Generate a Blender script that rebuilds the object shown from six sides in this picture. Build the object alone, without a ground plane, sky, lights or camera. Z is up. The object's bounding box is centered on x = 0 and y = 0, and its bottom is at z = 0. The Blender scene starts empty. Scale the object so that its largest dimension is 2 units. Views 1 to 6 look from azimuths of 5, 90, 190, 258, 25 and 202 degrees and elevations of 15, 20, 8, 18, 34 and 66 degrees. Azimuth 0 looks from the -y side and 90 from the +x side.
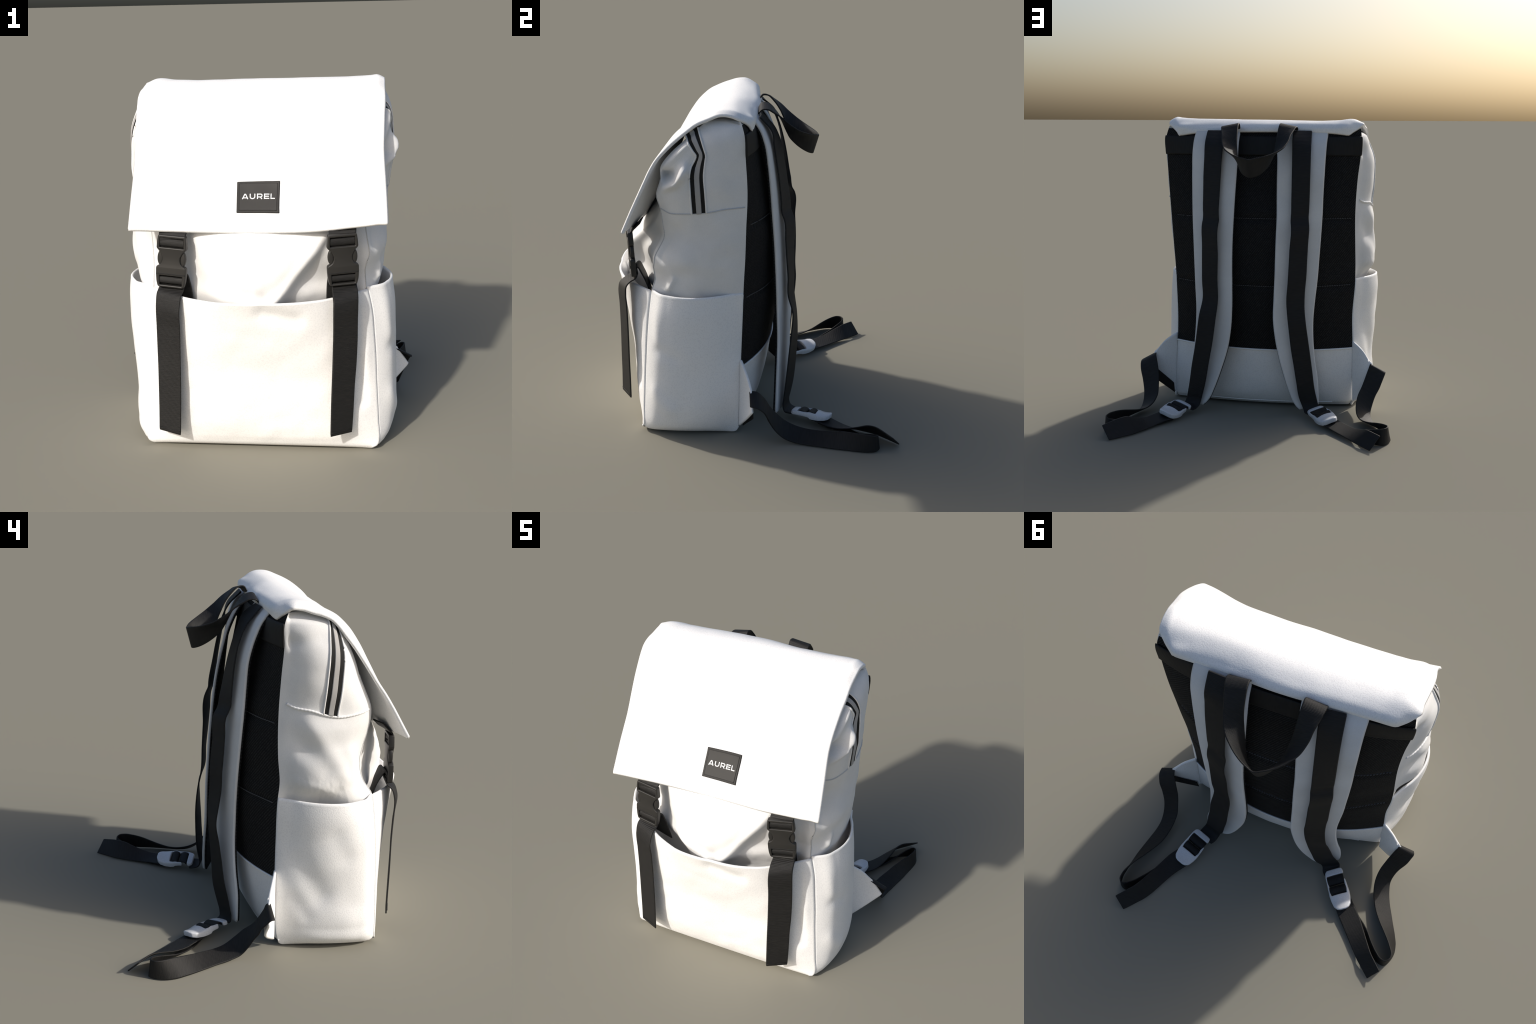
import bpy, bmesh, math, random
import numpy as np
from mathutils import Vector, Matrix, noise as mnoise

random.seed(7)
np.random.seed(7)

# ---------------------------------------------------------------- numeric helpers
def hermite(xk, yk, x):
    """Smooth (Catmull-Rom style) interpolation of values yk at knots xk."""
    xk = np.asarray(xk, float); yk = np.asarray(yk, float)
    vec = yk.ndim > 1
    if not vec: yk = yk[:, None]
    x = np.clip(np.asarray(x, float), xk[0], xk[-1])
    h = np.diff(xk); d = np.diff(yk, axis=0) / h[:, None]
    m = np.zeros_like(yk)
    if len(xk) > 2:
        m[1:-1] = (d[:-1] * h[1:, None] + d[1:] * h[:-1, None]) / (h[1:] + h[:-1])[:, None]
    m[0] = d[0]; m[-1] = d[-1]
    i = np.clip(np.searchsorted(xk, x, side='right') - 1, 0, len(xk) - 2)
    t = ((x - xk[i]) / h[i])[..., None]; hh = h[i][..., None]
    r = ((2*t**3 - 3*t**2 + 1) * yk[i] + (t**3 - 2*t**2 + t) * hh * m[i]
         + (-2*t**3 + 3*t**2) * yk[i+1] + (t**3 - t**2) * hh * m[i+1])
    return r if vec else r[..., 0]

def zrows(table):
    a = np.array(table, float); a = a[np.argsort(a[:, 0])]
    return a

def at_z(table, z):
    """table rows (z, a[, b..]) -> smooth values at z."""
    a = zrows(table)
    r = hermite(a[:, 0], a[:, 1:], z)
    return r[..., 0] if r.shape[-1] == 1 else r

def chord(p):
    p = np.asarray(p, float)
    d = np.r_[0, np.cumsum(np.linalg.norm(np.diff(p, axis=0), axis=1))]
    return d / d[-1]

def resample(p, n):
    p = np.asarray(p, float)
    return hermite(chord(p), p, np.linspace(0, 1, n))

def rim_steps(n, eps):
    """0..1 with extra rows close to both ends so edges shade crisply."""
    a = np.linspace(0, 1, n)
    return np.unique(np.r_[0, eps, a[1:-1], 1 - eps, 1])

def grid_normals(P):
    du = np.gradient(P, axis=0); dv = np.gradient(P, axis=1)
    n = np.cross(du, dv)
    return n / np.maximum(np.linalg.norm(n, axis=2, keepdims=True), 1e-9)

def noise_field(P, scale, seed=0.0, octaves=3):
    out = np.empty(P.shape[:2])
    off = Vector((seed * 3.1, seed * 1.7, seed * 2.3))
    for i in range(P.shape[0]):
        for j in range(P.shape[1]):
            out[i, j] = mnoise.fractal(Vector(P[i, j]) * scale + off, 1.0, 2.0, octaves)
    return out

def window(nu, nv, eu=.12, ev=.10, sides="lrbt"):
    u = np.linspace(0, 1, nu)[:, None]; v = np.linspace(0, 1, nv)[None, :]
    s = lambda x: np.clip(x, 0, 1)**2 * (3 - 2*np.clip(x, 0, 1))
    w = np.ones((nu, nv))
    if "l" in sides: w = w * s(u / eu)
    if "r" in sides: w = w * s((1 - u) / eu)
    if "b" in sides: w = w * s(v / ev)
    if "t" in sides: w = w * s((1 - v) / ev)
    return w

def fold(P, a, b, width, amp, sharp=2.0):
    """Soft crease or ridge along segment a-b: scalar field."""
    a = np.array(a, float); b = np.array(b, float); d = b - a
    t = np.clip(((P - a) @ d) / (d @ d), 0, 1)
    q = a + t[..., None] * d
    r = np.linalg.norm(P - q, axis=2) / width
    return amp * np.exp(-np.abs(r)**sharp)

def fold_path(P, pts, width):
    """Ridge (or groove) along a polyline; each point is x, y, z, height."""
    pts = np.array(pts, float); best = np.full(P.shape[:2], 1e9); amp = np.zeros(P.shape[:2])
    for a, b in zip(pts[:-1], pts[1:]):
        for t in np.linspace(0, 1, 9):
            q = a*(1-t) + b*t; r = np.linalg.norm(P - q[:3], axis=2)
            m = r < best; best[m] = r[m]; amp[m] = q[3]
    return amp * np.exp(-(best/width)**2)

# ---------------------------------------------------------------- mesh helpers
COLL = bpy.context.scene.collection

def link(ob, parent=None):
    COLL.objects.link(ob)
    if parent is not None: ob.parent = parent
    return ob

def make_mesh(name, verts, faces, mat, parent=None, smooth=True):
    me = bpy.data.meshes.new(name)
    me.from_pydata([tuple(map(float, v)) for v in verts], [], faces)
    me.validate()
    if smooth:
        me.polygons.foreach_set("use_smooth", [True] * len(me.polygons))
    me.materials.append(mat)
    me.update()
    return link(bpy.data.objects.new(name, me), parent)

def grid_faces(nu, nv, o=0, flip=False):
    f = []
    for i in range(nu - 1):
        for j in range(nv - 1):
            q = (o + i*nv + j, o + (i+1)*nv + j, o + (i+1)*nv + j+1, o + i*nv + j+1)
            f.append(q[::-1] if flip else q)
    return f

def round_foot(P, r):
    """Lift the lower corners of an upright panel so they end in a radius."""
    d = np.linalg.norm(P[:, 0] - P[0, 0], axis=1); e = np.linalg.norm(P[:, 0] - P[-1, 0], axis=1)
    q = np.clip(1 - np.minimum(d, e)/r, 0, 1); lift = r*(1 - np.sqrt(np.maximum(0, 1 - q*q)))
    P[:, :, 2] += lift[:, None]*np.exp(-P[:, :, 2]/(1.2*r))
    return P

def sheet(name, P, mat, parent=None, thick=0.0, out=None, centre=False, round_edge=True):
    """Grid surface; with thickness it becomes a closed slab with rounded rim.
    `out` is a rough outward direction used to orient it. `centre`: P is mid-plane."""
    P = np.asarray(P, float); nu, nv = P.shape[:2]
    N = grid_normals(P)
    if out is not None:
        if np.sum(N @ np.asarray(out, float)) < 0:
            P = P[::-1]; N = -N[::-1]
    if thick <= 0:
        return make_mesh(name, P.reshape(-1, 3), grid_faces(nu, nv), mat, parent)
    top = P + N * (thick/2 if centre else 0)
    bot = top - N * thick
    verts = list(top.reshape(-1, 3)) + list(bot.reshape(-1, 3))
    faces = grid_faces(nu, nv) + grid_faces(nu, nv, nu*nv, True)
    loop = ([(i, 0) for i in range(nu - 1)] + [(nu-1, j) for j in range(nv - 1)]
            + [(i, nv-1) for i in range(nu-1, 0, -1)] + [(0, j) for j in range(nv-1, 0, -1)])
    k0 = len(verts); cen = .5*(top + bot)
    for (i, j) in loop:
        o = np.zeros(3)
        if i == 0: o += cen[0, j] - cen[1, j]
        if i == nu-1: o += cen[-1, j] - cen[-2, j]
        if j == 0: o += cen[i, 0] - cen[i, 1]
        if j == nv-1: o += cen[i, -1] - cen[i, -2]
        o = o / max(np.linalg.norm(o), 1e-9)
        verts.append(cen[i, j] + o * thick * (.45 if round_edge else .05))
    L = len(loop)
    for k in range(L):
        (i, j), (i2, j2) = loop[k], loop[(k+1) % L]
        a, b = i*nv+j, i2*nv+j2; m, m2 = k0+k, k0+(k+1) % L
        faces.append((b, a, m, m2))
        faces.append((a + nu*nv, b + nu*nv, m2, m))
    return make_mesh(name, verts, faces, mat, parent)

def ribbon(name, L, R, mat, parent=None, thick=.008, n=70, across=7, crown=0.0, out=None):
    """Strap between two edge curves, given as matching control points."""
    L = np.asarray(L, float); R = np.asarray(R, float)
    t = chord(.5*(L + R)); tt = np.linspace(0, 1, n)
    l = hermite(t, L, tt); r = hermite(t, R, tt)
    s = rim_steps(across, .03)
    P = l[None] * (1 - s)[:, None, None] + r[None] * s[:, None, None]
    if crown:
        N = grid_normals(P)
        if out is not None and np.sum(N @ np.asarray(out, float)) < 0: N = -N
        P = P + N * (crown * (1 - np.abs(2*s - 1)**2.5))[:, None, None]
    return sheet(name, P, mat, parent, thick, out, centre=True)

def tube(name, pts, rad, mat, parent=None, sides=8, n=None, wobble=0.0, freq=0):
    pts = np.asarray(pts, float)
    if n: pts = resample(pts, n)
    T = np.gradient(pts, axis=0); T /= np.linalg.norm(T, axis=1, keepdims=True)
    ref = np.array([.13, .21, .97]); V = []
    for i, (p, t) in enumerate(zip(pts, T)):
        a = np.cross(t, ref)
        if np.linalg.norm(a) < .2: a = np.cross(t, [1, 0, 0])
        a /= np.linalg.norm(a); b = np.cross(t, a)
        r = rad * (1 + wobble * math.sin(freq * i))
        for k in range(sides):
            g = 2*math.pi*k/sides
            V.append(p + r*(math.cos(g)*a + math.sin(g)*b))
    F = [(i*sides+k, i*sides+(k+1) % sides, (i+1)*sides+(k+1) % sides, (i+1)*sides+k)
         for i in range(len(pts)-1) for k in range(sides)]
    F.append(tuple(range(sides))[::-1]); F.append(tuple((len(pts)-1)*sides+k for k in range(sides)))
    return make_mesh(name, V, F, mat, parent)

def outline_solid(name, loops, depth, bevel, mat, parent=None, frame=None, bend=None):
    """Flat outline (first loop) with holes, extruded along z with rounded edges."""
    cu = bpy.data.curves.new(name, 'CURVE'); cu.dimensions = '2D'; cu.fill_mode = 'BOTH'
    cu.extrude = max(depth/2 - bevel, .0005); cu.bevel_depth = bevel; cu.bevel_resolution = 2
    cu.offset = -bevel
    for lp in loops:
        sp = cu.splines.new('POLY'); sp.points.add(len(lp) - 1)
        for q, p in zip(lp, sp.points): p.co = (q[0], q[1], 0, 1)
        sp.use_cyclic_u = True
    tmp = bpy.data.objects.new(name + "_tmp", cu); COLL.objects.link(tmp)
    dg = bpy.context.evaluated_depsgraph_get(); dg.update()
    me = bpy.data.meshes.new_from_object(tmp.evaluated_get(dg))
    bpy.data.objects.remove(tmp); bpy.data.curves.remove(cu)
    me.name = name
    bm = bmesh.new(); bm.from_mesh(me)
    bmesh.ops.remove_doubles(bm, verts=bm.verts, dist=1e-5)
    if bend:
        bmesh.ops.subdivide_edges(bm, edges=[e for e in bm.edges if e.calc_length() > .02], cuts=3, use_grid_fill=True)
        bmesh.ops.triangulate(bm, faces=[f for f in bm.faces if len(f.verts) > 4])
        for v in bm.verts: v.co = bend(v.co)
    bmesh.ops.recalc_face_normals(bm, faces=bm.faces)
    if frame is not None: bm.transform(frame)
    bm.to_mesh(me); bm.free()
    me.materials.clear(); me.materials.append(mat)
    me.polygons.foreach_set("use_smooth", [True]*len(me.polygons))
    try: me.set_sharp_from_angle(angle=math.radians(40))
    except Exception: pass
    return link(bpy.data.objects.new(name, me), parent)

def frame_from(origin, xdir, ydir):
    x = Vector(xdir).normalized(); y = Vector(ydir); y = (y - x*y.dot(x)).normalized(); z = x.cross(y)
    m = Matrix((x, y, z)).transposed().to_4x4(); m.translation = Vector(origin)
    return m

# ---------------------------------------------------------------- materials
def base_mat(name, col, rough, spec=.5):
    m = bpy.data.materials.new(name); m.use_nodes = True
    nt = m.node_tree; b = nt.nodes["Principled BSDF"]
    b.inputs["Base Color"].default_value = (*col, 1); b.inputs["Roughness"].default_value = rough
    b.inputs["Specular IOR Level"].default_value = spec
    tc = nt.nodes.new("ShaderNodeTexCoord")
    return m, nt, b, tc.outputs["Object"]

def node(nt, kind, **kw):
    n = nt.nodes.new(kind)
    for k, v in kw.items():
        if k in n.inputs: n.inputs[k].default_value = v
        else: setattr(n, k, v)
    return n

def bump(nt, b, height, strength, dist, normal=None):
    n = node(nt, "ShaderNodeBump"); n.inputs["Strength"].default_value = strength; n.inputs["Distance"].default_value = dist
    nt.links.new(height, n.inputs["Height"])
    if normal is not None: nt.links.new(normal, n.inputs["Normal"])
    nt.links.new(n.outputs[0], b.inputs["Normal"])
    return n.outputs[0]

def ramp2(nt, fac, c0, c1, p0=0.0, p1=1.0):
    r = node(nt, "ShaderNodeValToRGB")
    r.color_ramp.elements[0].color = (*c0, 1); r.color_ramp.elements[0].position = p0
    r.color_ramp.elements[1].color = (*c1, 1); r.color_ramp.elements[1].position = p1
    nt.links.new(fac, r.inputs[0]); return r.outputs[0]

def leather_mat():
    m, nt, b, co = base_mat("white_pebbled_leather", (.95, .945, .935), .5, .45)
    v = node(nt, "ShaderNodeTexNoise", Scale=150.0, Detail=.6, Roughness=.4); nt.links.new(co, v.inputs["Vector"])
    dots = ramp2(nt, v.outputs[0], (.93, .93, .935), (1, 1, 1), .34, .50)
    n2 = node(nt, "ShaderNodeTexNoise", Scale=1.8, Detail=2.0); nt.links.new(co, n2.inputs["Vector"])
    col = ramp2(nt, n2.outputs[0], (.94, .935, .925), (.96, .955, .945), .35, .65)
    mul = node(nt, "ShaderNodeMix"); mul.data_type = 'RGBA'; mul.blend_type = 'MULTIPLY'; mul.inputs[0].default_value = 1
    nt.links.new(col, mul.inputs[6]); nt.links.new(dots, mul.inputs[7])
    nt.links.new(mul.outputs[2], b.inputs["Base Color"])
    pits = node(nt, "ShaderNodeMapRange"); pits.inputs["From Min"].default_value = .3; pits.inputs["From Max"].default_value = .6
    nt.links.new(v.outputs[0], pits.inputs["Value"])
    bump(nt, b, pits.outputs[0], .09, .003)
    return m

def cloth_mat(name, col):
    m, nt, b, co = base_mat(name, col, .8, .25)
    sx = node(nt, "ShaderNodeTexNoise", Scale=260.0, Detail=2.0); nt.links.new(co, sx.inputs["Vector"])
    n2 = node(nt, "ShaderNodeTexNoise", Scale=5.0, Detail=4.0); nt.links.new(co, n2.inputs["Vector"])
    lo = tuple(c*.94 for c in col); hi = tuple(min(1, c*1.03) for c in col)
    c1 = ramp2(nt, n2.outputs[0], lo, hi, .3, .7)
    mul = node(nt, "ShaderNodeMix"); mul.data_type = 'RGBA'; mul.blend_type = 'MULTIPLY'; mul.inputs[0].default_value = 1
    nt.links.new(c1, mul.inputs[6]); nt.links.new(ramp2(nt, sx.outputs[0], (.93, .93, .93), (1, 1, 1), .3, .6), mul.inputs[7])
    nt.links.new(mul.outputs[2], b.inputs["Base Color"])
    n3 = node(nt, "ShaderNodeTexNoise", Scale=38.0, Detail=3.0); nt.links.new(co, n3.inputs["Vector"])
    a = bump(nt, b, sx.outputs[0], .25, .002)
    bump(nt, b, n3.outputs[0], .10, .006, a)
    b.inputs["Sheen Weight"].default_value = .1
    return m

def webbing_mat(name, direction, col=(.0112, .0108, .0105)):
    m, nt, b, co = base_mat(name, col, .62, .35)
    w = node(nt, "ShaderNodeTexWave", Scale=62.0, Distortion=.6, Detail=1.0)
    w.wave_type = 'BANDS'; w.bands_direction = direction
    nt.links.new(co, w.inputs["Vector"])
    n = node(nt, "ShaderNodeTexNoise", Scale=30.0, Detail=3.0)
    mp = node(nt, "ShaderNodeMapping"); mp.inputs["Scale"].default_value = {'X': (6, 1, 1), 'Y': (1, 6, 1), 'Z': (1, 1, 6)}[direction]
    nt.links.new(co, mp.inputs["Vector"]); nt.links.new(mp.outputs[0], n.inputs["Vector"])
    c = ramp2(nt, n.outputs[0], tuple(x*.72 for x in col), tuple(x*1.25 for x in col), .3, .7)
    nt.links.new(c, b.inputs["Base Color"])
    a = bump(nt, b, w.outputs[0], .35, .002)
    bump(nt, b, n.outputs[0], .2, .003, a)
    return m

def mesh_mat():
    m, nt, b, co = base_mat("black_spacer_mesh", (.008, .008, .0085), .8, .2)
    mp = node(nt, "ShaderNodeMapping"); mp.inputs["Rotation"].default_value = (0, math.radians(38), 0)
    nt.links.new(co, mp.inputs["Vector"])
    w = node(nt, "ShaderNodeTexWave", Scale=26.0, Distortion=.5, Detail=1.0); w.bands_direction = 'X'
    nt.links.new(mp.outputs[0], w.inputs["Vector"])
    v = node(nt, "ShaderNodeTexVoronoi", Scale=110.0); nt.links.new(co, v.inputs["Vector"])
    mul = node(nt, "ShaderNodeMath", operation='MULTIPLY')
    nt.links.new(w.outputs[0], mul.inputs[0]); nt.links.new(v.outputs["Distance"], mul.inputs[1])
    c = ramp2(nt, mul.outputs[0], (.005, .005, .0054), (.026, .026, .026), .05, .6)
    nt.links.new(c, b.inputs["Base Color"])
    bump(nt, b, mul.outputs[0], .6, .003)
    return m

def plain_mat(name, col, rough, spec=.5, grain=0.0, gscale=150.0):
    m, nt, b, co = base_mat(name, col, rough, spec)
    n = node(nt, "ShaderNodeTexNoise", Scale=gscale, Detail=2.0); nt.links.new(co, n.inputs["Vector"])
    nt.links.new(ramp2(nt, n.outputs[0], tuple(c*.93 for c in col), tuple(min(1, c*1.06) for c in col), .3, .7), b.inputs["Base Color"])
    if grain: bump(nt, b, n.outputs[0], grain, .001)
    return m

LEATHER = leather_mat()
CLOTH = cloth_mat("off_white_canvas", (.86, .855, .845))
PAD = cloth_mat("off_white_padded_cloth", (.80, .80, .80))
WEB_V = webbing_mat("black_webbing_upright", 'Z')
WEB_H = webbing_mat("black_webbing_lying", 'Y')
WEB_X = webbing_mat("black_webbing_crosswise", 'X', (.008, .008, .0083))
WEB_DARK = webbing_mat("black_shoulder_webbing", 'Z', (.009, .009, .0095))
MESH = mesh_mat()
BUCKLE = plain_mat("dark_grey_plastic", (.0235, .0225, .021), .45, .4, .1, 400)
LOCK = plain_mat("white_plastic", (.70, .71, .73), .32, .5)
LABEL = plain_mat("charcoal_rubber", (.029, .0278, .0265), .6, .35, .1, 300)
LABEL_EDGE = plain_mat("charcoal_rubber_border", (.018, .0172, .0165), .6, .35, .1, 300)
INK = plain_mat("white_print", (.85, .85, .85), .5)
TAPE = plain_mat("black_zip_tape", (.011, .011, .011), .7, .25, .2, 300)
COIL = plain_mat("grey_zip_coil", (.42, .41, .40), .65, .3, .5, 420)
THREAD = plain_mat("grey_thread", (.11, .11, .11), .7)
LINING = plain_mat("dark_lining", (.02, .02, .021), .8, .2)
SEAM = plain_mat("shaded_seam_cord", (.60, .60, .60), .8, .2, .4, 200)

# ---------------------------------------------------------------- root
root = bpy.data.objects.new("backpack", None); COLL.objects.link(root)
root["label"] = "white flap-top backpack with black webbing straps and buckles"
root["category"] = "backpack"

# ---------------------------------------------------------------- body profiles
REAR_R = [(0.0, .673, -.087), (.2, .665, -.080), (.45, .646, -.070), (.6, .640, -.064), (.8, .643, -.056),
          (.95, .648, -.051), (1.15, .659, -.040), (1.3, .668, -.035), (1.54, .681, -.026), (1.75, .696, -.036),
          (1.88, .699, -.043), (1.94, .684, -.06)]
REAR_L = [(0.0, -.596, -.090), (.2, -.598, -.062), (.45, -.604, -.050), (.66, -.600, -.046), (.9, -.617, -.040),
          (1.0, -.617, -.046), (1.15, -.615, -.030), (1.36, -.613, -.020), (1.6, -.626, -.021), (1.75, -.643, -.024),
          (1.88, -.647, -.020), (1.94, -.640, -.04)]
SEAM_R = [(.28, .565, -.565), (.8, .570, -.575), (.911, .586, -.598), (.98, .583, -.578), (1.02, .583, -.582),
          (1.06, .594, -.584), (1.094, .603, -.578), (1.13, .599, -.572), (1.165, .593, -.553), (1.2, .587, -.534),
          (1.232, .583, -.518), (1.32, .588, -.520), (1.42, .600, -.530), (1.5, .615, -.548), (1.6, .632, -.520),
          (1.68, .640, -.515), (1.76, .648, -.455), (1.85, .655, -.355), (1.94, .645, -.25)]
SEAM_L = [(.28, -.555, -.56), (.8, -.560, -.565), (.897, -.566, -.596), (1.0, -.572, -.53), (1.114, -.578, -.500),
          (1.195, -.580, -.510), (1.283, -.582, -.530), (1.355, -.585, -.540), (1.43, -.590, -.532), (1.5, -.595, -.50),
          (1.58, -.604, -.460), (1.68, -.615, -.420), (1.77, -.622, -.375), (1.85, -.625, -.32), (1.94, -.625, -.23)]

def edge_curve(tab, z):
    r = at_z(tab, z); return np.c_[r, z]

# ---------------------------------------------------------------- back panel and base panel
def back_y(t, z):
    """Padded back: y over normalised width t (-1..1) at height z."""
    bul = at_z([(0.0, .055), (.03, .075), (.09, .112), (.2, .145), (.3, .160), (.45, .178), (.7, .215), (.875, .217),
                (1.1, .208), (1.33, .180), (1.5, .135), (1.65, .105), (1.76, .085), (1.88, .058), (1.94, .042)], z)
    ex = at_z([(0.0, 2.0), (.45, 2.1), (1.0, 2.3), (1.6, 2.6), (1.94, 3.0)], z)
    return bul * (1 - np.abs(t)**ex)

def back_grid(z0, z1, nu, nv):
    z = np.linspace(z0, z1, nv); r = edge_curve(REAR_R, z); l = edge_curve(REAR_L, z)
    s = np.linspace(0, 1, nu)
    P = l[None]*(1-s)[:, None, None] + r[None]*s[:, None, None]
    for j in range(nv):
        P[:, j, 1] += back_y(2*s - 1, np.full(nu, z[j]))
    return P

P = back_grid(.43, 1.925, 90, 130)
for zq in (.878, 1.33):                                    # quilting channels
    P[:, :, 1] -= .012*np.exp(-((P[:, :, 2] - zq)/.022)**2) * window(90, 130, .05, .02, "lr")
P[:, :, 1] += .006*noise_field(P, 3.2, 1.0)*window(90, 130)
back_panel = sheet("back_panel", P, MESH, root, 0, (0, 1, 0))
BACKP = P

def back_at(x, z):
    l = at_z(REAR_L, z); r = at_z(REAR_R, z)
    s = (x - l[0])/(r[0] - l[0])
    zz = BACKP[0, :, 2]; j = int(np.clip(np.searchsorted(zz, z), 1, len(zz)-1)); t = (z - zz[j-1])/(zz[j]-zz[j-1])
    row = BACKP[:, j-1]*(1-t) + BACKP[:, j]*t
    return float(np.interp(x, row[:, 0], row[:, 1]))

P = back_grid(0.012, .43, 90, 50)
P[:, :, 2] += .012*np.exp(-P[:, :, 2]/.03)*0
P[:, :, 1] += .006*noise_field(P, 4.0, 2.0)*window(90, 50)
P[:, :, 1] -= (.02*np.exp(-((P[:, :, 2]-.012)/.018)**2))
P = round_foot(P, .034)
base_panel = sheet("base_panel", P, LEATHER, root, 0, (0, 1, 0))
edge = back_grid(.432, .434, 90, 2)[:, 0] + np.array([0, .004, 0])
tube("base_seam", edge, .006, LEATHER, base_panel, 8)
low = P[9:-9, 3] + np.array([0, .001, 0])
tube("base_seam", low, .0035, LEATHER, base_panel, 8)

# top band of webbing across the back
zb = np.linspace(1.752, 1.872, 14); s = rim_steps(60, .004)
r = edge_curve(REAR_R, zb) + np.array([.004, -.003, 0]); l = edge_curve(REAR_L, zb) - np.array([.004, .003, 0])
P = l[None]*(1-s)[:, None, None] + r[None]*s[:, None, None]
for j, z in enumerate(zb): P[:, j, 1] += back_y(2*s-1, np.full(len(s), z)) + .010
back_band = sheet("back_band", P, WEB_X, root, .010, (0, 1, 0), centre=True)

# dashed quilting stitches
V, F = [], []
for zq, dz in ((.878, .004), (1.332, -.004)):
    xs = np.arange(-.585, .635, .0155)
    for x in xs:
        if random.random() < .03: continue
        y0 = back_at(x, zq) + .004; y1 = back_at(x + .0095, zq) + .004
        k = len(V)
        for (xx, yy) in ((x, y0), (x + .0095, y1)):
            for dy in (-.004, .003):
                for d in (-.0014, .0014): V.append((xx, yy + dy, zq + d))
        F += [(k, k+1, k+3, k+2), (k+4, k+6, k+7, k+5), (k, k+4, k+5, k+1), (k+2, k+3, k+7, k+6), (k, k+2, k+6, k+4), (k+1, k+5, k+7, k+3)]
st = make_mesh("quilting_stitches", V, F, THREAD, back_panel, False); st["kind"] = "stuff"

# ---------------------------------------------------------------- side panels (canvas above the pockets)
def skew_profile(u):
    return hermite([0, .1, .22, .36, .5, .65, .8, .92, 1], [0, .50, .82, .98, 1.0, .88, .58, .22, 0], u)

BULGE_R = [(.28, .01), (.8, .035), (.9, .062), (.97, .080), (1.09, .080), (1.2, .083), (1.33, .082), (1.45, .080),
           (1.54, .082), (1.64, .072), (1.74, .055), (1.8, .050), (1.88, .030), (1.94, .008)]
BULGE_L = [(.28, .02), (.8, .050), (.9, .098), (1.0, .122), (1.13, .128), (1.24, .112), (1.33, .116), (1.41, .103),
           (1.53, .108), (1.65, .097), (1.76, .076), (1.85, .045), (1.94, .008)]

def side_grid(seam, rear, bul, sgn, nu=110, nv=170, z0=.28, z1=1.94):
    z = np.linspace(z0, z1, nv); a = edge_curve(seam, z); b = edge_curve(rear, z)
    u = np.linspace(0, 1, nu); f = skew_profile(u)
    P = a[None]*(1-u)[:, None, None] + b[None]*u[:, None, None]
    P[:, :, 0] += sgn * f[:, None] * at_z(bul, z)[None]
    return P

PR = side_grid(SEAM_R, REAR_R, BULGE_R, 1)
W = window(110, 170, .10, .04)
h = .012*noise_field(PR, 4.5, 3.0, 2)*W
WF = window(110, 170, .045, .04)
h += fold_path(PR, [(.655, -.535, 1.550, .026), (.665, -.495, 1.570, .034), (.70, -.445, 1.600, .060), (.715, -.405, 1.640, .054), (.71, -.378, 1.675, .040), (.70, -.35, 1.715, .008)], .031)*WF   # lower lip of the pinched fold
h += fold_path(PR, [(.64, -.550, 1.625, -.07), (.67, -.490, 1.625, -.095), (.69, -.452, 1.636, -.07), (.69, -.425, 1.660, -.02)], .030)*WF                               # hollow behind it
h += fold_path(PR, [(.66, -.53, 1.69, .028), (.68, -.45, 1.75, .026), (.69, -.375, 1.83, .036), (.69, -.35, 1.86, .02)], .034)*WF          # upper lobe
h += fold_path(PR, [(.70, -.31, 1.55, -.008), (.70, -.315, 1.62, -.036), (.70, -.315, 1.70, -.036), (.70, -.30, 1.78, -.006)], .040)*W   # trough along the zip
h += fold(PR, (.64, -.45, 1.02), (.63, -.48, 1.13), .022, .020)*W + fold(PR, (.65, -.49, .95), (.65, -.46, 1.0), .02, .016)*W
h += fold(PR, (.62, -.53, 1.14), (.66, -.44, 1.30), .045, -.016)*W
h -= 1.3*np.clip(PR[:, :, 2] - 1.918, 0, 1)*window(110, 170, .10, .05, 'lr')
PR[:, :, 0] += h
side_R = sheet("side_panel", PR, CLOTH, root, 0, (1, 0, 0))

PL = side_grid(SEAM_L, REAR_L, BULGE_L, -1)
W = window(110, 170, .10, .04)
h = .009*noise_field(PL, 3.6, 5.0, 2)*W
uL = np.linspace(0, 1, 110)[:, None]
h -= .040*np.exp(-((PL[:, :, 2] - .89)/.075)**2)*np.clip((uL - .30)/.3, 0, 1)*np.clip((1 - uL)/.15, 0, 1)   # panel sinks behind the pocket rim
h += fold(PL, (-.70, -.16, 1.36), (-.70, -.40, 1.05), .055, .012)*W
h += fold(PL, (-.70, -.08, 1.28), (-.70, -.28, 1.12), .060, -.014)*W
h += fold(PL, (-.69, -.06, 1.02), (-.70, -.30, .99), .040, .010)*W
h += fold(PL, (-.66, -.48, 1.05), (-.66, -.40, 1.20), .040, .012)*W
h += fold(PL, (-.66, -.20, 1.80), (-.66, -.06, 1.78), .035, -.014)*W
h += fold(PL, (-.66, -.22, 1.50), (-.66, -.20, 1.62), .035, -.010)*W
h += .0022*noise_field(PL, 30.0, 8.0, 2)*W*np.exp(-((PL[:, :, 2]-1.0)/.06)**2)
h -= 1.3*np.clip(PL[:, :, 2] - 1.885, 0, 1)*window(110, 170, .10, .05, 'lr')
PL[:, :, 0] -= h
side_L = sheet("side_panel", PL, CLOTH, root, 0, (-1, 0, 0))

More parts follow.
